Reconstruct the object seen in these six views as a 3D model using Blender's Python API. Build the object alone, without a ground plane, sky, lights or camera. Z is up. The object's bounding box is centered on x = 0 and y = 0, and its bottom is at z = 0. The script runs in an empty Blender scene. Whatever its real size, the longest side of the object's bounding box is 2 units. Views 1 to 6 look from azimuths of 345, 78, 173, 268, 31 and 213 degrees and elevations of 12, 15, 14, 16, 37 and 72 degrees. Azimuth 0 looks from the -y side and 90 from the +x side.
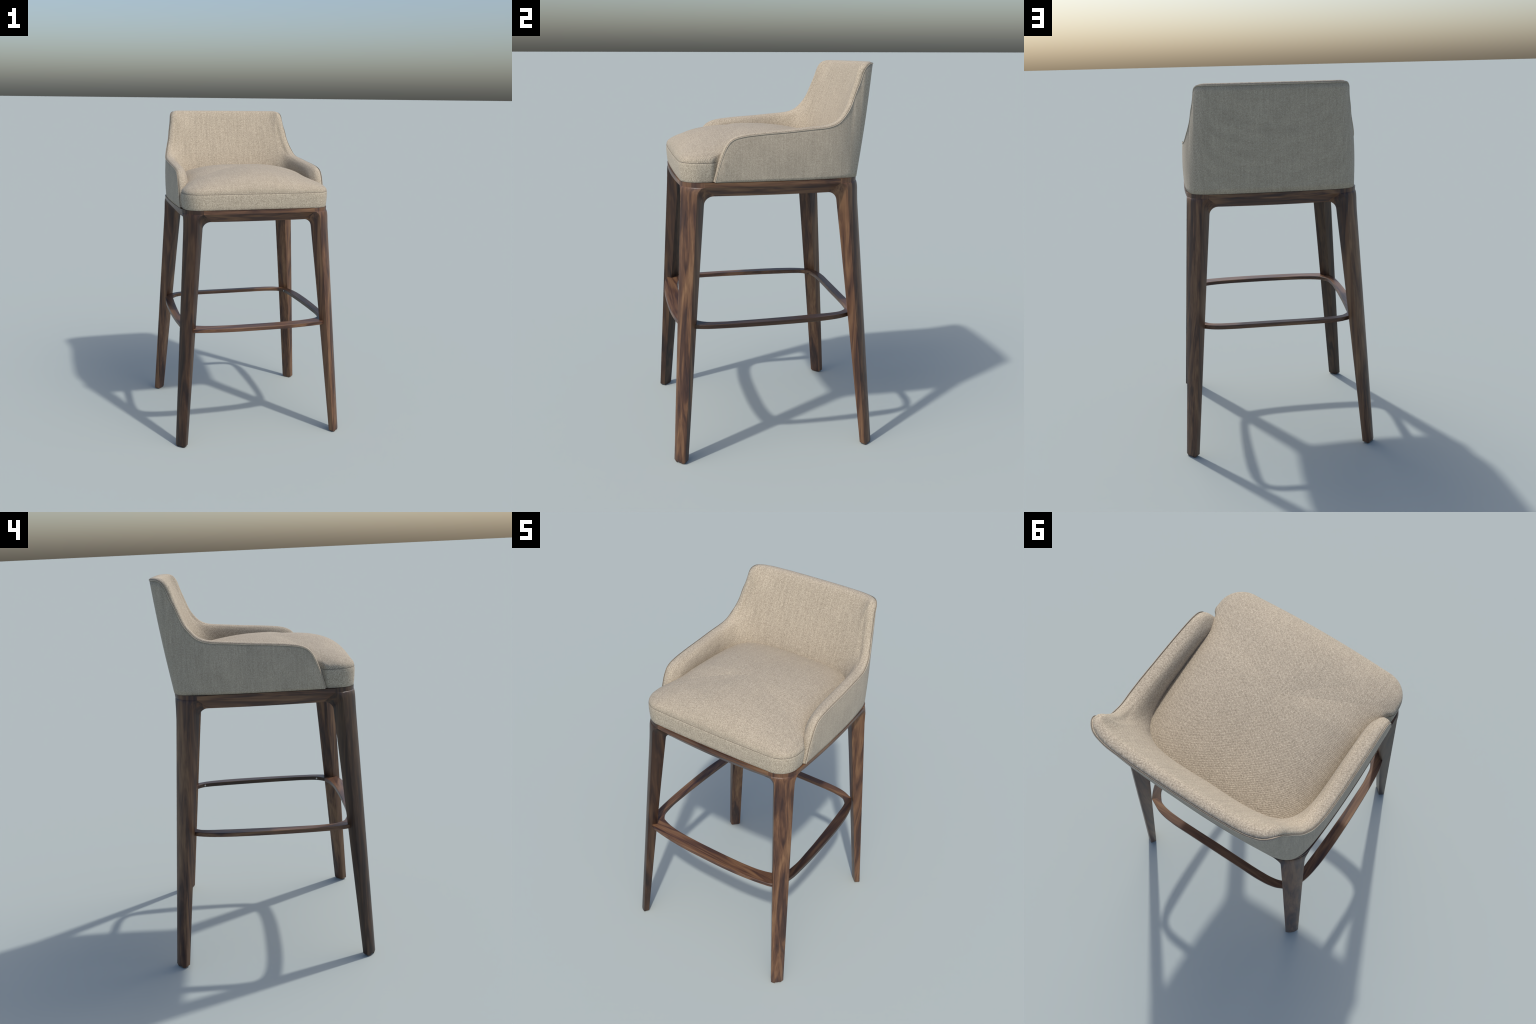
"""Upholstered walnut bar stool with low wrap-around back, built procedurally."""
import bpy, bmesh, math
import numpy as np
from mathutils import Vector

# ------------------------------------------------------------------ helpers
def curve(knots, vals, t):
    """Monotone (PCHIP style) interpolation: no overshoot between the knots."""
    k = np.asarray(knots, float); v = np.asarray(vals, float)
    if v.ndim == 1:
        v = v[:, None]; flat = True
    else:
        flat = False
    h = np.diff(k)[:, None]; d = np.diff(v, axis=0) / h
    m = np.zeros_like(v)
    m[0], m[-1] = d[0], d[-1]
    for i in range(1, len(k) - 1):
        a, b = d[i - 1], d[i]
        w1, w2 = 2 * h[i] + h[i - 1], h[i] + 2 * h[i - 1]
        with np.errstate(divide='ignore', invalid='ignore'):
            hm = (w1 + w2) / (w1 / a + w2 / b)
        m[i] = np.where(a * b > 0, hm, 0.0)
    t = np.clip(np.asarray(t, float), k[0], k[-1])
    i = np.clip(np.searchsorted(k, t, side='right') - 1, 0, len(k) - 2)
    s = ((t - k[i]) / (k[i + 1] - k[i]))[:, None]
    hh = (k[i + 1] - k[i])[:, None]
    r = ((1 + 2 * s) * (1 - s) ** 2 * v[i] + s * (1 - s) ** 2 * hh * m[i]
         + s * s * (3 - 2 * s) * v[i + 1] + s * s * (s - 1) * hh * m[i + 1])
    return r[:, 0] if flat else r


def smooth_curve(knots, vals, t):
    """Catmull-Rom on uneven knots: smooth through all control points."""
    k = np.asarray(knots, float); v = np.asarray(vals, float)
    if v.ndim == 1:
        v = v[:, None]; flat = True
    else:
        flat = False
    m = np.zeros_like(v)
    m[0] = (v[1] - v[0]) / (k[1] - k[0]); m[-1] = (v[-1] - v[-2]) / (k[-1] - k[-2])
    for i in range(1, len(k) - 1):
        h0, h1 = k[i] - k[i - 1], k[i + 1] - k[i]
        m[i] = (h1 * (v[i] - v[i - 1]) / h0 + h0 * (v[i + 1] - v[i]) / h1) / (h0 + h1)
    t = np.clip(np.asarray(t, float), k[0], k[-1])
    i = np.clip(np.searchsorted(k, t, side='right') - 1, 0, len(k) - 2)
    s = ((t - k[i]) / (k[i + 1] - k[i]))[:, None]
    hh = (k[i + 1] - k[i])[:, None]
    r = ((1 + 2 * s) * (1 - s) ** 2 * v[i] + s * (1 - s) ** 2 * hh * m[i]
         + s * s * (3 - 2 * s) * v[i + 1] + s * s * (s - 1) * hh * m[i + 1])
    return r[:, 0] if flat else r


def arc_knots(p, power=1.0):
    p = np.asarray(p, float)
    return np.concatenate([[0], np.cumsum(np.linalg.norm(np.diff(p, axis=0), axis=1) ** power)])


def grid_faces(rows, cols, wrap=False):
    f = []
    for r in range(rows - 1):
        for c in range(cols if wrap else cols - 1):
            c2 = (c + 1) % cols
            f.append((r * cols + c, r * cols + c2, (r + 1) * cols + c2, (r + 1) * cols + c))
    return f


def make_object(name, verts, faces, mat, parent, sharp=40.0, bevel=0.0, weld=True):
    me = bpy.data.meshes.new(name)
    me.from_pydata([tuple(map(float, v)) for v in verts], [], faces)
    bm = bmesh.new(); bm.from_mesh(me)
    if weld:
        bmesh.ops.remove_doubles(bm, verts=bm.verts, dist=1e-5)
        bmesh.ops.dissolve_degenerate(bm, edges=bm.edges, dist=1e-6)
    bmesh.ops.recalc_face_normals(bm, faces=bm.faces)
    if bevel > 0:
        es = [e for e in bm.edges if len(e.link_faces) == 2 and e.calc_face_angle(0) > math.radians(sharp)]
        bmesh.ops.bevel(bm, geom=es, offset=bevel, segments=2, profile=0.6, affect='EDGES', clamp_overlap=True)
    bm.to_mesh(me); bm.free()
    me.polygons.foreach_set('use_smooth', [True] * len(me.polygons))
    me.set_sharp_from_angle(angle=math.radians(sharp))
    ob = bpy.data.objects.new(name, me)
    bpy.context.scene.collection.objects.link(ob)
    ob.data.materials.append(mat)
    ob.parent = parent
    return ob


def tube(path, r, seg=8, closed=False):
    p = np.asarray(path, float); n = len(p)
    t = np.gradient(p, axis=0)
    if closed:
        t = np.roll(p, -1, 0) - np.roll(p, 1, 0)
    t /= np.linalg.norm(t, axis=1)[:, None]
    ref = np.array([0.3, 0.2, 0.93]); v = []
    prev = None
    for i in range(n):
        a = ref if prev is None else prev
        u = a - t[i] * a.dot(t[i]); u /= np.linalg.norm(u); prev = u
        w = np.cross(t[i], u)
        for j in range(seg):
            an = 2 * math.pi * j / seg
            v.append(p[i] + r * (math.cos(an) * u + math.sin(an) * w))
    f = []
    for i in range(n if closed else n - 1):
        i2 = (i + 1) % n
        for j in range(seg):
            j2 = (j + 1) % seg
            f.append((i * seg + j, i * seg + j2, i2 * seg + j2, i2 * seg + j))
    if not closed:
        f.append(tuple(range(seg))[::-1]); f.append(tuple((n - 1) * seg + j for j in range(seg)))
    return v, f


# ---------------------------------------------------------------- materials
def nodes_of(name):
    m = bpy.data.materials.new(name); m.use_nodes = True
    nt = m.node_tree; nt.nodes.clear()
    out = nt.nodes.new('ShaderNodeOutputMaterial')
    bs = nt.nodes.new('ShaderNodeBsdfPrincipled')
    nt.links.new(bs.outputs[0], out.inputs[0])
    return m, nt, bs


def ramp(nt, src, stops):
    r = nt.nodes.new('ShaderNodeValToRGB')
    el = r.color_ramp.elements
    while len(el) < len(stops):
        el.new(0.5)
    for e, (p, c) in zip(el, stops):
        e.position = p; e.color = (*c, 1)
    nt.links.new(src, r.inputs[0])
    return r.outputs[0]


def mapped(nt, scale, rot=(0, 0, 0), jitter=None):
    tc = nt.nodes.new('ShaderNodeTexCoord')
    src = tc.outputs['Object']
    if jitter:
        oi = nt.nodes.new('ShaderNodeObjectInfo')
        mu = nt.nodes.new('ShaderNodeMath'); mu.operation = 'MULTIPLY'; mu.inputs[1].default_value = jitter
        nt.links.new(oi.outputs['Random'], mu.inputs[0])
        ad = nt.nodes.new('ShaderNodeVectorMath'); ad.operation = 'ADD'
        nt.links.new(src, ad.inputs[0]); nt.links.new(mu.outputs[0], ad.inputs[1])
        src = ad.outputs[0]
    mp = nt.nodes.new('ShaderNodeMapping')
    mp.inputs['Scale'].default_value = scale; mp.inputs['Rotation'].default_value = rot
    nt.links.new(src, mp.inputs['Vector'])
    return mp.outputs[0]


def noise(nt, vec, scale=1.0, detail=3.0, rough=0.5, dist=0.0):
    n = nt.nodes.new('ShaderNodeTexNoise')
    n.inputs['Scale'].default_value = scale; n.inputs['Detail'].default_value = detail
    n.inputs['Roughness'].default_value = rough; n.inputs['Distortion'].default_value = dist
    nt.links.new(vec, n.inputs['Vector'])
    return n.outputs[0]


def mix(nt, a, b, fac, mode='MIX'):
    m = nt.nodes.new('ShaderNodeMix'); m.data_type = 'RGBA'; m.blend_type = mode
    if isinstance(fac, float):
        m.inputs[0].default_value = fac
    else:
        nt.links.new(fac, m.inputs[0])
    for sock, v in ((m.inputs[6], a), (m.inputs[7], b)):
        if isinstance(v, tuple):
            sock.default_value = (*v, 1)
        else:
            nt.links.new(v, sock)
    return m.outputs[2]


def wood(name, axis, tone=1.0, slant=0.0):
    m, nt, bs = nodes_of(name)
    long_s, cross_s = 1.7, 20.0
    sc = [cross_s] * 3; sc['xyz'.index(axis)] = long_s
    rot = {'x': (0, 0, slant), 'y': (0, 0, slant), 'z': (slant, slant * 0.7, 0)}[axis]
    v = mapped(nt, sc, rot, jitter=7.0)
    figure = noise(nt, v, 1.0, 4.0, 0.55, 1.4)
    sc2 = [c * 6.5 for c in sc]; sc2['xyz'.index(axis)] = 5.0
    fibre = noise(nt, mapped(nt, sc2, rot, jitter=3.0), 1.0, 3.0, 0.6, 0.4)
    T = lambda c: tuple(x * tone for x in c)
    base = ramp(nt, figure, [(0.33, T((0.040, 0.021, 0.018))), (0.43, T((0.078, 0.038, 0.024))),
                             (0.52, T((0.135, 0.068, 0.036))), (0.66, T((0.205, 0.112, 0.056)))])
    fine = ramp(nt, fibre, [(0.32, (0.55, 0.50, 0.52)), (0.60, (1.0, 1.0, 1.0))])
    col = mix(nt, base, fine, 0.8, 'MULTIPLY')
    nt.links.new(col, bs.inputs['Base Color'])
    bs.inputs['Roughness'].default_value = 0.38
    bs.inputs['Specular IOR Level'].default_value = 0.42
    bp = nt.nodes.new('ShaderNodeBump'); bp.inputs['Strength'].default_value = 0.06
    bp.inputs['Distance'].default_value = 0.002
    nt.links.new(fibre, bp.inputs['Height']); nt.links.new(bp.outputs[0], bs.inputs['Normal'])
    return m


def linen(name, dark, light, u_dir, v_dir, cell=0.0054, weave=1.0, slub=0.09, slub_axes='x'):
    """Plain weave: two crossing thread directions, irregular yarn tone and occasional slubs."""
    m, nt, bs = nodes_of(name)
    pos = mapped(nt, (1, 1, 1))
    wob = noise(nt, pos, 55.0, 2.0, 0.5)

    def band(direction, seed):
        d = nt.nodes.new('ShaderNodeVectorMath'); d.operation = 'DOT_PRODUCT'
        d.inputs[1].default_value = direction
        nt.links.new(pos, d.inputs[0])
        f = nt.nodes.new('ShaderNodeMath'); f.operation = 'MULTIPLY_ADD'
        f.inputs[1].default_value = math.pi / cell
        w = nt.nodes.new('ShaderNodeMath'); w.operation = 'MULTIPLY_ADD'
        w.inputs[1].default_value = 3.2; w.inputs[2].default_value = seed
        nt.links.new(wob, w.inputs[0])
        nt.links.new(d.outputs['Value'], f.inputs[0]); nt.links.new(w.outputs[0], f.inputs[2])
        sn = nt.nodes.new('ShaderNodeMath'); sn.operation = 'SINE'
        nt.links.new(f.outputs[0], sn.inputs[0])
        return sn.outputs[0]

    pr = nt.nodes.new('ShaderNodeMath'); pr.operation = 'MULTIPLY'
    nt.links.new(band(u_dir, 0.3), pr.inputs[0]); nt.links.new(band(v_dir, 1.1), pr.inputs[1])
    ab = nt.nodes.new('ShaderNodeMath'); ab.operation = 'ABSOLUTE'
    nt.links.new(pr.outputs[0], ab.inputs[0])
    thread = ab.outputs[0]
    speck = noise(nt, pos, 210.0, 2.0, 0.6)
    mid = tuple((a + b) / 2 for a, b in zip(dark, light))
    col = ramp(nt, speck, [(0.28, dark), (0.5, mid), (0.72, light)])
    for ax in slub_axes:
        sc = [6, 6, 6]; sc['xyz'.index(ax)] = 120
        s_ = noise(nt, mapped(nt, sc), 1.0, 2.0, 0.65)
        col = mix(nt, col, ramp(nt, s_, [(0.32, (1 - slub,) * 3), (0.68, (1 + slub * 0.8,) * 3)]), 1.0, 'MULTIPLY')
    col = mix(nt, col, ramp(nt, thread, [(0.0, (0.60, 0.585, 0.57)), (0.30, (0.98,) * 3), (1.0, (1.14,) * 3)]), weave, 'MULTIPLY')
    nt.links.new(col, bs.inputs['Base Color'])
    bs.inputs['Roughness'].default_value = 0.9
    bs.inputs['Specular IOR Level'].default_value = 0.25
    bs.inputs['Sheen Weight'].default_value = 0.06
    bs.inputs['Sheen Roughness'].default_value = 0.6
    bp = nt.nodes.new('ShaderNodeBump'); bp.inputs['Strength'].default_value = 0.3 * weave
    bp.inputs['Distance'].default_value = 0.0015
    nt.links.new(thread, bp.inputs['Height']); nt.links.new(bp.outputs[0], bs.inputs['Normal'])
    return m


def plain(name, col, rough=0.6, metal=0.0):
    m, nt, bs = nodes_of(name)
    v = noise(nt, mapped(nt, (1, 1, 1)), 120.0, 2.0)
    c = ramp(nt, v, [(0.3, tuple(x * 0.85 for x in col)), (0.7, tuple(x * 1.1 for x in col))])
    nt.links.new(c, bs.inputs['Base Color'])
    bs.inputs['Roughness'].default_value = rough; bs.inputs['Metallic'].default_value = metal
    return m


WOOD_LEG = wood('walnut_upright', 'z', 1.0, 0.06)
WOOD_LEG_SHADE_TINTED = wood('walnut_upright_shade_tinted', 'z', 0.42, 0.12)  # same walnut, colour darkened to paint in the front-left leg's missing sunlight
WOOD_X = wood('walnut_cross', 'x', 1.0, 0.05)
WOOD_Y = wood('walnut_side', 'y', 1.0, 0.05)
WOOD_Y_SHADE_TINTED = wood('walnut_side_shade_tinted', 'y', 0.36, 0.05)  # tone lowered so the right stretcher looks unlit; shade baked into the base colour
LINEN_D, LINEN_L = (0.280, 0.238, 0.178), (0.520, 0.455, 0.355)
LINEN = linen('linen_seat', LINEN_D, LINEN_L, (0.91, 0.42, 0.30), (-0.42, 0.91, 0.75), slub=0.05, slub_axes='xy')
LINEN_PAD = linen('linen_padding', (0.262, 0.222, 0.165), (0.525, 0.458, 0.357), (0.98, 0.65, 0.15), (-0.15, 0.40, 0.98), weave=0.5, slub=0.09)
LINEN_BAND = linen('linen_band', (0.240, 0.206, 0.152), (0.520, 0.458, 0.360), (0.98, 0.95, 0.1), (-0.1, 0.1, 0.98), weave=0.25, slub=0.06, slub_axes='xz')
LINEN_OUT = linen('linen_cover', (0.315, 0.270, 0.205), (0.485, 0.425, 0.335), (0.98, 0.95, 0.15), (-0.15, 0.10, 0.98),
                  cell=0.004, weave=0.45, slub=0.07, slub_axes='xy')
PIPING = linen('linen_piping', (0.36, 0.31, 0.235), (0.52, 0.455, 0.36), (1, 1, 0), (0, 0, 1), weave=0.4, slub=0.02)
SEAM = plain('seam_shadow_painted', (0.18, 0.158, 0.125), 0.95)
METAL = plain('zinc_screw', (0.55, 0.53, 0.48), 0.4, 0.8)

# ------------------------------------------------------------------- object
stool = bpy.data.objects.new('bar_stool', None)
bpy.context.scene.collection.objects.link(stool)
stool['label'] = 'tall walnut bar stool with beige linen wrap-around low back'
stool['category'] = 'bar stool'

Z_TOP = 1.4392         # top of the wooden frame
Z_STRIP = 1.417        # lower edge of the rail's upright face
Z_RAIL = 1.366         # underside of the rail

# outer faces of the legs as a function of height
def leg_x(z): return 0.5290 - 0.0565 * z + 0.0070 * np.clip((z - 1.30) / 0.1385, 0, 1) ** 2
def leg_yf(z): return 0.5405 - 0.058 * z + 0.004 * np.clip((z - 1.30) / 0.1385, 0, 1) ** 2
def leg_yb(z): return 0.5280 - 0.0672 * z + 0.009 * np.clip((z - 1.30) / 0.1385, 0, 1) ** 2
def leg_w(z): return np.interp(z, [0, 0.54, 1.03, 1.367], [0.0515, 0.0595, 0.066, 0.072])
def leg_t(z): return np.interp(z, [0, 0.54, 1.03, 1.321], [0.0700, 0.0875, 0.104, 0.115])
def leg_d(z): return 1.35 * (leg_t(z) - np.interp(z, [0, 1.321], [0.0515, 0.071]))
D_TOP = float(leg_d(1.321))
D_RAIL = 0.044               # how far the rail's chamfer runs inwards
W_END = 0.072 + 0.040      # joint on the outer edge, measured from the corner
T_END = 0.115 + 0.050


def build_leg(sx, sy, mat):
    yo = leg_yf if sy < 0 else leg_yb
    rows = []
    # straight part, then the fillet that turns leg edge into rail edge
    par = [('l', t) for t in (0.0, 0.006, 0.10, 0.25, 0.4, 0.55, 0.7, 0.8, 0.9, 0.96, 1.0)]
    par += [('f', math.radians(a)) for a in (12, 24, 36, 48, 60, 70, 80, 90)] + [('t', 0)]
    NA = 10
    for kind, p in par:
        if kind == 'l':
            zo, zi = 1.367 * p, 1.321 * p
            w, t, d = float(leg_w(zo)), float(leg_t(zi)), float(leg_d(zi)); w0, t0 = w, t
        elif kind == 'f':
            zo, zi = 1.367 + (Z_STRIP - 1.367) * math.sin(p), 1.321 + (Z_RAIL - 1.321) * math.sin(p)
            w0, t0 = 0.072, 0.115; d = D_TOP + (D_RAIL - D_TOP) * (1 - math.cos(p))
            w, t = w0 + (W_END - w0) * (1 - math.cos(p)), t0 + (T_END - t0) * (1 - math.cos(p))
        else:
            zo, zi = Z_TOP, Z_TOP - 0.002
            w0, t0, d = 0.072, 0.115, D_RAIL; w, t = W_END, T_END
        shrink = 0.006 if (kind == 'l' and p == 0) else 0.0
        # outer side: a shallow arc lying diagonally, rounder where it meets the seat corner
        if kind == 'l':
            beta = float(np.interp(p, [0, 0.4, 0.9], [0.13, 0.10, 0.085]))
        else:
            beta = 0.5 - (0.0299 + 0.0068 * ((1 - math.cos(p)) if kind == 'f' else 1.0)) / w
        c = w * (0.5 - 2 * beta)
        ring = [((1 - q) ** 2 * w + 2 * q * (1 - q) * c, 2 * q * (1 - q) * c + q * q * w, zo) for q in np.linspace(0, 1, 2 * NA)[:-1]]
        ring.append((0, w, zo))
        ring += [(d, t, zi), (d, t0, zi), (t0, d, zi), (t, d, zi)]
        row = []
        for a, b, z in ring:
            a2 = a + (shrink if a < t0 * 0.5 else -shrink); b2 = b + (shrink if b < t0 * 0.5 else -shrink)
            row.append((sx * (float(leg_x(z)) - a2), sy * (float(yo(z)) - b2), z))
        rows.append(row)
    n = len(rows[0]); verts = [v for r in rows for v in r]
    faces = grid_faces(len(rows), n, wrap=True)
    faces.append(tuple(range(n)))
    base = (len(rows) - 1) * n
    faces.append(tuple(base + j for j in range(n))[::-1])
    # centre the object's origin on the foot
    ob = make_object('leg', verts, faces, mat, stool, sharp=30, bevel=0.0022)
    return ob


for sx, sy, mt in ((1, -1, WOOD_LEG), (-1, -1, WOOD_LEG_SHADE_TINTED), (1, 1, WOOD_LEG), (-1, 1, WOOD_LEG)):
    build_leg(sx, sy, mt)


def build_apron(side):
    """One seat rail with 45 degree chamfered underside; ends butt the leg fillets."""
    prof = [(0, Z_TOP - 0.001), (0, Z_STRIP), (D_RAIL, Z_RAIL), (D_RAIL + 0.035, Z_RAIL), (D_RAIL + 0.035, Z_TOP - 0.001)]
    cut = [W_END, W_END, T_END, T_END, T_END]
    verts = []
    NS = 17
    for (dep, z), c in zip(prof, cut):
        X, YF, YB = float(leg_x(z)), float(leg_yf(z)), float(leg_yb(z))
        for k in range(NS):
            t = k / (NS - 1); bow = 4 * t * (1 - t) * {'f': 0.012, 'b': 0.016, 'l': 0.012, 'r': 0.012}[side]
            if side in 'fb':
                x = (2 * t - 1) * (X - c); y = (YB - dep + bow) if side == 'b' else -(YF - dep + bow)
                verts.append((x, y, z))
            else:
                y0, y1 = -(YF - c), YB - c
                x = X - dep + bow
                verts.append(((1 if side == 'r' else -1) * x, y0 + (y1 - y0) * t, z))
    m = len(prof)
    faces = [(r * NS + k, r * NS + k + 1, ((r + 1) % m) * NS + k + 1, ((r + 1) % m) * NS + k) for r in range(m) for k in range(NS - 1)]
    faces += [tuple(r * NS for r in range(m)), tuple(r * NS + NS - 1 for r in range(m))]
    make_object('seat_rail', verts, faces, WOOD_X if side in 'fb' else WOOD_Y, stool, sharp=25)


for s in 'fblr':
    build_apron(s)

# ------------------------------------------------------------ footrest ring
FOOT_Z, FOOT_H = 0.7280, 0.0220
FOOT_IN = 0.0020           # ring inset against the drawn plan


def build_foot_rail(name, outer, inner, axis, sign, mat):
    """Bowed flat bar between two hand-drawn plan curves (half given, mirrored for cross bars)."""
    outer = np.array(outer, float); inner = np.array(inner, float)
    if axis == 'x':
        for c in (outer, inner):
            c[:, 1] -= np.where(c[:, 1] > 0, FOOT_IN, -0.003); c[:, 0] -= FOOT_IN * np.clip((np.abs(c[:, 0]) - 0.3) / 0.08, 0, 1)
    else:
        for c in (outer, inner):
            c[:, 0] -= FOOT_IN; c[:, 1] -= FOOT_IN * np.sign(c[:, 1]) * np.clip((np.abs(c[:, 1]) - 0.3) / 0.08, 0, 1)
    N = 48
    po = smooth_curve(arc_knots(outer), outer, np.linspace(0, arc_knots(outer)[-1], N))
    pi = smooth_curve(arc_knots(inner), inner, np.linspace(0, arc_knots(inner)[-1], N))
    if axis == 'x':
        mo = po[:0:-1] * [-1, 1]; mi = pi[:0:-1] * [-1, 1]
        po = np.vstack([mo, po]); pi = np.vstack([mi, pi])
    else:
        po = po * [sign, 1]; pi = pi * [sign, 1]
    ch = 0.035 if axis == 'y' else 0.03
    prof = [(0.0, -0.002), (ch, 0.0), (1 - ch, 0.0), (1.0, -0.002), (1.0, -FOOT_H + 0.002), (1 - ch, -FOOT_H),
            (ch, -FOOT_H), (0.0, -FOOT_H + 0.002)]
    verts = []
    for a, b in zip(po, pi):
        for s, dz in prof:
            q = a + (b - a) * s
            verts.append((q[0], q[1], FOOT_Z + dz))
    m = len(prof)
    faces = grid_faces(len(po), m, wrap=True) + [tuple(range(m)), tuple((len(po) - 1) * m + j for j in range(m))]
    return make_object(name, verts, faces, mat, stool, sharp=35)


build_foot_rail('footrest',
                [(0, -0.521), (0.12, -0.520), (0.22, -0.5145), (0.30, -0.506), (0.36, -0.497), (0.41, -0.485), (0.44, -0.457)],
                [(0, -0.444), (0.12, -0.4425), (0.22, -0.438), (0.29, -0.430), (0.335, -0.420), (0.365, -0.410), (0.385, -0.402)],
                'x', 1, WOOD_X)
build_foot_rail('stretcher',
                [(0, 0.458), (0.15, 0.458), (0.26, 0.457), (0.32, 0.451), (0.36, 0.441), (0.39, 0.427), (0.42, 0.4125)],
                [(0, 0.416), (0.15, 0.417), (0.25, 0.416), (0.31, 0.412), (0.35, 0.404), (0.373, 0.394), (0.387, 0.3795)],
                'x', 1, WOOD_X)
for sg, mt in ((1, WOOD_Y_SHADE_TINTED), (-1, WOOD_Y)):
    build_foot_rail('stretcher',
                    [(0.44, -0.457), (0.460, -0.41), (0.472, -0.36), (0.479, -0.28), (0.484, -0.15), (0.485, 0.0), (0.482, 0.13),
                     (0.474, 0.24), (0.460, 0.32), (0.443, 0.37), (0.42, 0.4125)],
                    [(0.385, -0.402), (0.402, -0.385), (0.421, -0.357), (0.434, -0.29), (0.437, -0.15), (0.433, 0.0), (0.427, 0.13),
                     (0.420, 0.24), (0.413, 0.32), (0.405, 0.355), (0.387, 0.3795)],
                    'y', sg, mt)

# screws on the inner face of the right hand stretcher ends
bm = bmesh.new()
bmesh.ops.create_uvsphere(bm, u_segments=14, v_segments=8, radius=0.0055)
for v in bm.verts:
    v.co.x *= 0.45
screw_mesh = bpy.data.meshes.new('screw'); bm.to_mesh(screw_mesh); bm.free()
screw_mesh.polygons.foreach_set('use_smooth', [True] * len(screw_mesh.polygons))
screw_mesh.materials.append(METAL)
for (x, y) in ((0.4055, 0.344), (0.4195, -0.354)):
    o = bpy.data.objects.new('screw', screw_mesh)
    o.location = (x, y, FOOT_Z - 0.011)
    bpy.context.scene.collection.objects.link(o); o.parent = stool

# ---------------------------------------------------------------- upholstery
Z_B = 1.4405
# right half of the seam line, arm front -> back centre, with: bottom point under it,
# inner foot of the padding (x,y), direction of the padding (deg: 0 = towards -x, 90 = towards -y), width
SEAM_PTS = [
    # seam x, y, z            bottom x, y        inner x, y      ang  width
    (0.4575, -0.300, 1.4415,  0.4572, -0.300,    0.395, -0.235,   0, 0.052),
    (0.4580, -0.288, 1.483,   0.4580, -0.288,    0.392, -0.225,   0, 0.055),
    (0.4585, -0.276, 1.527,   0.4588, -0.276,    0.390, -0.215,   0, 0.058),
    (0.459, -0.265, 1.557,    0.4594, -0.265,    0.388, -0.207,   0, 0.060),
    (0.460, -0.252, 1.590,    0.4600, -0.252,    0.386, -0.199,   0, 0.063),
    (0.460, -0.237, 1.618,    0.4606, -0.237,    0.385, -0.190,   0, 0.066),
    (0.460, -0.216, 1.640,    0.4614, -0.216,    0.385, -0.180,   0, 0.068),
    (0.4605, -0.193, 1.650,   0.4620, -0.193,    0.385, -0.168,   0, 0.070),
    (0.461, -0.163, 1.6565,   0.4630, -0.163,    0.385, -0.150,   0, 0.071),
    (0.4620, -0.080, 1.666,   0.4645, -0.080,    0.384, -0.080,   0, 0.072),
    (0.4625, 0.062, 1.676,    0.4640, 0.062,     0.383, 0.062,    0, 0.072),
    (0.4610, 0.190, 1.687,    0.4600, 0.185,     0.380, 0.180,    0, 0.070),
    (0.458, 0.255, 1.6925,    0.4565, 0.245,     0.372, 0.225,    0, 0.066),
    (0.453, 0.290, 1.701,     0.4540, 0.275,     0.365, 0.248,    2, 0.062),
    (0.448, 0.318, 1.715,     0.4515, 0.300,     0.358, 0.266,    4, 0.058),
    (0.441, 0.342, 1.739,     0.4490, 0.320,     0.350, 0.281,    6, 0.052),
    (0.4295, 0.371, 1.775,    0.4455, 0.342,     0.340, 0.296,    9, 0.049),
    (0.417, 0.394, 1.823,     0.4410, 0.361,     0.328, 0.310,   14, 0.047),
    (0.411, 0.411, 1.866,     0.4360, 0.376,     0.316, 0.320,   18, 0.046),
    (0.403, 0.429, 1.902,     0.4300, 0.388,     0.302, 0.328,   24, 0.045),
    (0.397, 0.444, 1.943,     0.4230, 0.400,     0.287, 0.335,   33, 0.045),
    (0.393, 0.461, 1.975,     0.4140, 0.412,     0.270, 0.341,   44, 0.046),
    (0.379, 0.483, 1.990,     0.3990, 0.425,     0.247, 0.346,   60, 0.046),
    (0.355, 0.506, 1.992,     0.3690, 0.4385,    0.212, 0.350,   77, 0.052),
    (0.311, 0.521, 1.992,     0.3200, 0.4450,    0.175, 0.352,   85, 0.055),
    (0.200, 0.532, 1.992,     0.2030, 0.4525,    0.110, 0.352,   89, 0.056),
    (0.0,   0.536, 1.992,     0.0,    0.4565,    0.0,   0.350,   90, 0.056),
]
T = np.array(SEAM_PTS)
kn = arc_knots(T[:, :3])
# dense sampling with more columns where the seam bends
NU = 150
us = np.linspace(0, kn[-1], NU)
S = smooth_curve(kn, T[:, :3], us)
Bt = curve(kn, T[:, 3:5], us)
In = curve(kn, T[:, 5:7], us)
ang = np.radians(curve(kn, T[:, 7], us)); Wd = curve(kn, T[:, 8], us)


def box_blur(a, n):
    for _ in range(n):
        b = a.copy(); b[1:-1] = (a[:-2] + 2 * a[1:-1] + a[2:]) / 4; a = b
    return a


Bt, In, ang, Wd = box_blur(Bt, 12), box_blur(In, 12), box_blur(ang, 12), box_blur(Wd, 12)
S = box_blur(S, 2)
tau = np.gradient(S, axis=0); tau /= np.linalg.norm(tau, axis=1)[:, None]
tau[-1] = (-1, 0, 0)
M = np.stack([-np.cos(ang), -np.sin(ang), np.zeros(NU)], 1)
Nn = np.cross(tau, M); Nn /= np.linalg.norm(Nn, axis=1)[:, None]


def full(rows_half):
    """Mirror columns: right half plus left half, centre column shared. rows_half: (NU, K, 3)."""
    left = rows_half[-2::-1] * [-1, 1, 1]
    return np.concatenate([rows_half, left])


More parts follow.
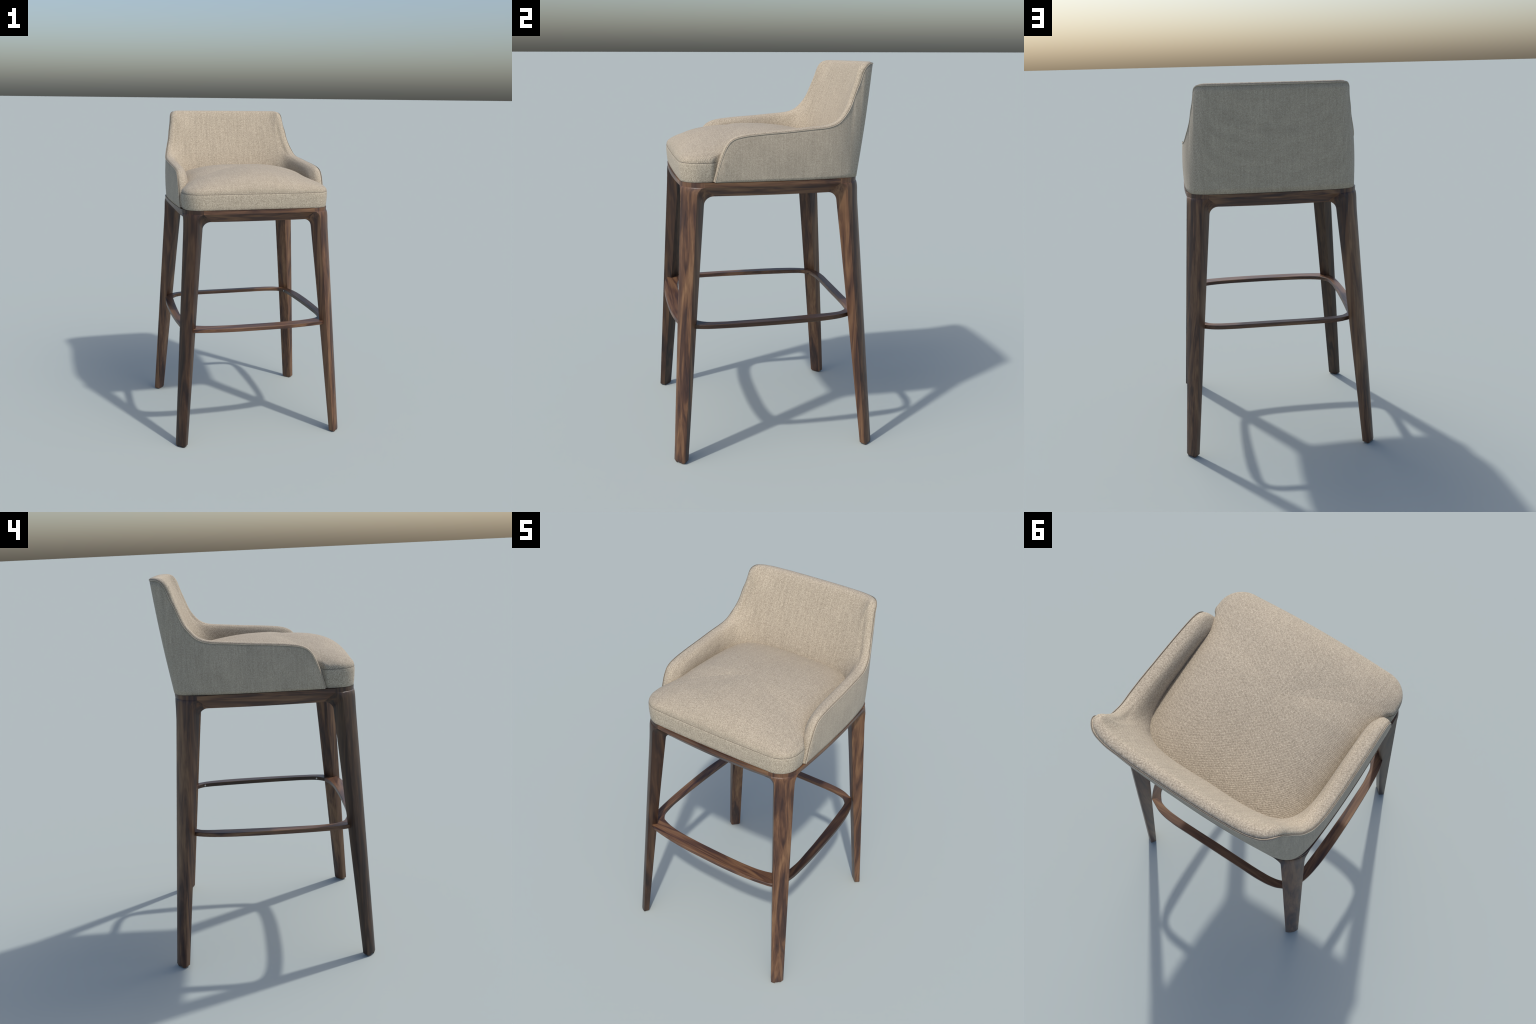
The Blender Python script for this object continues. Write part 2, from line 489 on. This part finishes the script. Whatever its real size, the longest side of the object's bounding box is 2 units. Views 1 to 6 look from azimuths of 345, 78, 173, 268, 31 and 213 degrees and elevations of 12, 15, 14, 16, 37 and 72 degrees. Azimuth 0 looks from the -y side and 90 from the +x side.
# -- outer cover: ruled cloth from frame to seam, faint outward bulge
KP = 18
cover = np.zeros((NU, KP, 3))
for i in range(NU):
    b = np.array([Bt[i, 0], Bt[i, 1], Z_B]); s = S[i]
    out = np.array([math.cos(ang[i]), math.sin(ang[i]), 0.0])
    for k in range(KP):
        t = k / (KP - 1)
        cover[i, k] = b + (s - b) * t + out * 0.0050 * math.sin(math.pi * t) * min(1, (s[2] - Z_B) / 0.15)
cv = full(cover)
ncol = len(cv)
outer_v = cv.reshape(-1, 3)
cover_ob = make_object('outer_cover', outer_v, grid_faces(ncol, KP), LINEN_OUT, stool, sharp=60, weld=False)
bpy.context.view_layer.objects.active = cover_ob
md = cover_ob.modifiers.new('thick', 'SOLIDIFY'); md.thickness = 0.006
# thickness has to grow towards the inside of the chair
fa = cover_ob.data.polygons[(ncol // 2) * (KP - 1) + KP // 2]
md.offset = -1 if fa.normal.y > 0 else 1
with bpy.context.temp_override(object=cover_ob, active_object=cover_ob, selected_objects=[cover_ob]):
    bpy.ops.object.modifier_apply(modifier='thick')

# -- padding: rolls over from the seam and runs down to the seat
def lounge_y(x, z):
    """Front of the backrest: leaning face, hollowed towards the middle."""
    centre = 0.366 + 0.345 * (z - 1.65)
    amp = np.interp(z, [1.65, 1.735, 1.80, 1.90, 1.97], [0.052, 0.054, 0.048, 0.046, 0.040])
    ref = np.interp(z, [1.65, 1.735, 1.80, 1.90, 1.97], [0.325, 0.385, 0.400, 0.385, 0.365])
    pw = np.interp(z, [1.65, 1.735, 1.80, 1.90, 1.97], [6.5, 4.0, 2.7, 2.2, 2.1])
    return centre - amp * min(1.15, abs(x) / ref) ** pw


KQ = 34
pad = np.zeros((NU, KQ, 3))
for i in range(NU):
    s, n, m, w = S[i], Nn[i], M[i], Wd[i]
    foot = np.array([In[i, 0], In[i, 1], 1.50])
    back = min(1.0, max(0.0, (math.degrees(ang[i]) - 2) / 30))
    deg = math.degrees(ang[i])
    edge = float(np.interp(deg, [3, 10, 30, 88], [0, 1, 0.9, 0.25]))     # the rising side edge is only softly rolled
    joint = foot + np.array([0.002, 0.016 * back, 0.095 + 0.055 * back])
    P = [s - 0.004 * n + 0.002 * m,
         s + 0.0055 * n + 0.12 * w * m,
         s + 0.0090 * n + 0.42 * w * m,
         s + (0.0030 + 0.0035 * edge) * n + 0.78 * w * m,
         s - (0.0220 - 0.0190 * edge) * n + 1.02 * w * m]
    R = P[-1]
    for zc in (1.90, 1.82, 1.74):
        if R[2] > zc + 0.045:
            f = (R[2] - zc) / (R[2] - joint[2])
            x = R[0] + (joint[0] - R[0]) * f
            lin = R[1] + (joint[1] - R[1]) * f
            k = min(1.0, (R[2] - zc - 0.045) / 0.06)
            P.append(np.array([x, lin + (lounge_y(x, zc) - lin) * k, zc]))
    P = np.array(P + [joint, foot])
    k = arc_knots(P, 0.75)
    fine = smooth_curve(k, P, np.linspace(0, k[-1], 240))
    al = arc_knots(fine); al /= al[-1]
    q = np.linspace(0, 1, KQ)
    q = np.where(q < 0.5, q * 0.56, 0.28 + (q - 0.5) * 1.44)
    pad[i] = np.stack([np.interp(q, al, fine[:, c]) for c in range(3)], 1)
for k in range(KQ):
    f = min(1.0, max(0.0, (k / KQ - 0.30) / 0.25))
    pad[:, k] = box_blur(pad[:, k], 10 + int(90 * f * f * (3 - 2 * f)))
    pad[-1, k, 0] = 0.0
for i in range(NU):
    soft = box_blur(pad[i], 6)
    pad[i, KQ // 3:] = soft[KQ // 3:]
pv = full(pad)
me = bpy.data.meshes.new('padding')
me.from_pydata([tuple(v) for v in pv.reshape(-1, 3)], [], grid_faces(ncol, KQ))
bm = bmesh.new(); bm.from_mesh(me)
bmesh.ops.recalc_face_normals(bm, faces=bm.faces)
bm.normal_update(); bm.verts.ensure_lookup_table(); bm.faces.ensure_lookup_table()
probe = bm.faces[(ncol // 2) * (KQ - 1) + KQ // 2]
if probe.normal.y > 0:
    bmesh.ops.reverse_faces(bm, faces=bm.faces)
bm.normal_update()
pn = np.array([v.normal[:] for v in bm.verts]); bm.free()
pf = grid_faces(ncol, KQ)
if np.dot(np.cross(pv[ncol // 2 + 1, KQ // 2] - pv[ncol // 2, KQ // 2], pv[ncol // 2, KQ // 2 + 1] - pv[ncol // 2, KQ // 2]), (0, -1, 0.4)) > 0:
    pf = [f[::-1] for f in pf]
i_split = int(np.searchsorted(S[:, 1], 0.262))       # where arm turns into back
regions = {'armrest': (0, i_split), 'backrest': (i_split, ncol - 1 - i_split), 'armrest.001': (ncol - 1 - i_split, ncol - 1)}
flatv = pv.reshape(-1, 3)
for nm, (c0, c1) in regions.items():
    idx = np.arange(c0 * KQ, (c1 + 1) * KQ)
    fs = [tuple(v - c0 * KQ for v in f) for f in pf if min(f) >= c0 * KQ and max(f) < (c1 + 1) * KQ]
    m2 = bpy.data.meshes.new('padding_part')
    m2.from_pydata([tuple(v) for v in flatv[idx]], [], fs)
    m2.polygons.foreach_set('use_smooth', [True] * len(m2.polygons))
    m2.normals_split_custom_set_from_vertices([tuple(v) for v in pn[idx]])
    m2.materials.append(LINEN_PAD)
    o = bpy.data.objects.new(nm.split('.')[0], m2)
    bpy.context.scene.collection.objects.link(o); o.parent = stool
bpy.data.meshes.remove(me)

# -- piping on the cover's edge and a dark tube drawing the groove's shadow behind it
pip = full((S - 0.0012 * Nn - 0.0006 * M)[:, None, :])[:, 0]
v, f = tube(pip, 0.0022, 8)
make_object('piping', v, f, PIPING, cover_ob, sharp=80)
groove_shadow = full((S + 0.0016 * Nn + 0.0012 * M)[:, None, :])[:, 0]
v, f = tube(groove_shadow, 0.0016, 6)
make_object('seam', v, f, SEAM, cover_ob, sharp=80)

# -------------------------------------------------------------- seat cushion
Z_RIM = 1.534


def arc_pts(cx, cy, r, a0, a1, n):
    return [(cx + r * math.cos(math.radians(a0 + (a1 - a0) * k / n)), cy + r * math.sin(math.radians(a0 + (a1 - a0) * k / n))) for k in range(n + 1)]


front_part = [(0, -0.4705), (0.12, -0.4700), (0.24, -0.4680), (0.335, -0.4650)]
corner = arc_pts(0.341, -0.355, 0.110, -88, -2, 16)
notch = [(0.4515, -0.340), (0.4522, -0.326), (0.4515, -0.315), (0.4470, -0.305), (0.440, -0.298), (0.432, -0.286), (0.4265, -0.262)]
plain_side = [(0.4500, -0.340), (0.4485, -0.326), (0.4470, -0.315), (0.4450, -0.305), (0.4430, -0.298), (0.4400, -0.286), (0.4340, -0.262)]
rear = [(0.420, -0.20), (0.411, -0.08), (0.408, 0.05), (0.405, 0.18), (0.400, 0.27), (0.385, 0.345), (0.35, 0.395), (0.28, 0.422), (0.15, 0.434), (0, 0.437)]
NH = 170
half = np.array(front_part + corner + notch + rear)
hk = arc_knots(half)
ht = np.linspace(0, hk[-1], NH)
hs = smooth_curve(hk, half, ht)
hp = box_blur(smooth_curve(hk, np.array(front_part + corner + plain_side + rear), ht), 4)


def closed(h):
    return np.vstack([h, (h * [-1, 1])[-2:0:-1]])


outline, relaxed = closed(hs), closed(hp)
NO = len(outline)
ctr = np.array([0.0, -0.06])
tang = np.roll(outline, -1, 0) - np.roll(outline, 1, 0); tang /= np.linalg.norm(tang, axis=1)[:, None]
onrm = np.stack([tang[:, 1], -tang[:, 0]], 1)
if onrm[0, 1] > 0:
    onrm = -onrm
rows = []
for z, ins in ((1.4400, 0.025), (1.4400, 0.0070), (1.4425, 0.0055), (1.456, 0.0038), (1.480, 0.0016), (1.505, 0.0002), (1.525, 0.0002), (1.531, 0.0012), (Z_RIM, 0.0032)):
    o = outline - onrm * ins
    rows.append(np.column_stack([o, np.full(NO, z)]))
H = 0.1345
rel, rel_s = outline - ctr, relaxed - ctr
aa = np.arctan2(rel_s[:, 1], rel_s[:, 0])
ex = 0.409; ey = np.where(rel_s[:, 1] < 0, 0.4105, 0.497)
el = 1.0 / np.sqrt((np.cos(aa) / ex) ** 2 + (np.sin(aa) / ey) ** 2)
ell = np.stack([np.cos(aa) * el, np.sin(aa) * el], 1)
# plumpness by direction: full at the front and along the arms, softer at the front corners and the rear
ad = np.degrees(np.arctan2(rel_s[:, 1], np.abs(rel_s[:, 0])))
pw = np.interp(ad, [-90, -72, -57, -43, -30, -8, 30, 60, 90], [3.0, 3.0, 2.4, 1.95, 1.9, 2.9, 2.8, 2.1, 1.65])
for t in np.concatenate([[0.9995, 0.998, 0.995, 0.99, 0.983, 0.974, 0.962, 0.947, 0.93], np.linspace(0.905, 0.05, 26)]):
    # iso-lines relax from the outline towards an ellipse near the crown
    nt_ = min(1.0, max(0.0, (t - 0.96) / 0.03))
    edge = rel * nt_ + rel_s * (1 - nt_)
    wq = t ** 3
    p = ctr + t * (edge * wq + ell * (1 - wq))
    rim_in = 0.0018 * max(0, 1 - (1 - t) / 0.01)
    z = Z_RIM + 0.002 + H * np.sqrt(np.clip(1 - t ** pw, 0, 1))
    rows.append(np.column_stack([p - onrm * rim_in, z]))
rows.append(np.tile([[0.0, -0.06, Z_RIM + 0.002 + H]], (NO, 1)))
cush = np.array(rows)
faces = grid_faces(len(rows), NO, wrap=True) + [tuple(range(NO))]
cushion = make_object('seat_cushion', cush.reshape(-1, 3), faces, LINEN, stool, sharp=75)
cushion.data.materials.append(LINEN_BAND)
for p in cushion.data.polygons:
    if p.center.z < Z_RIM:
        p.material_index = 1
# thin dark tube along the seam around the visible front of the cushion
seq = [i for i in range(NO // 2, NO) if outline[i, 1] < -0.292] + [i for i in range(0, NO // 2) if outline[i, 1] < -0.292]
sp = np.array([[*(outline[i] - onrm[i] * 0.0020), Z_RIM] for i in seq])
v, f = tube(sp, 0.0011, 6)
make_object('seam', v, f, SEAM, cushion, sharp=80)
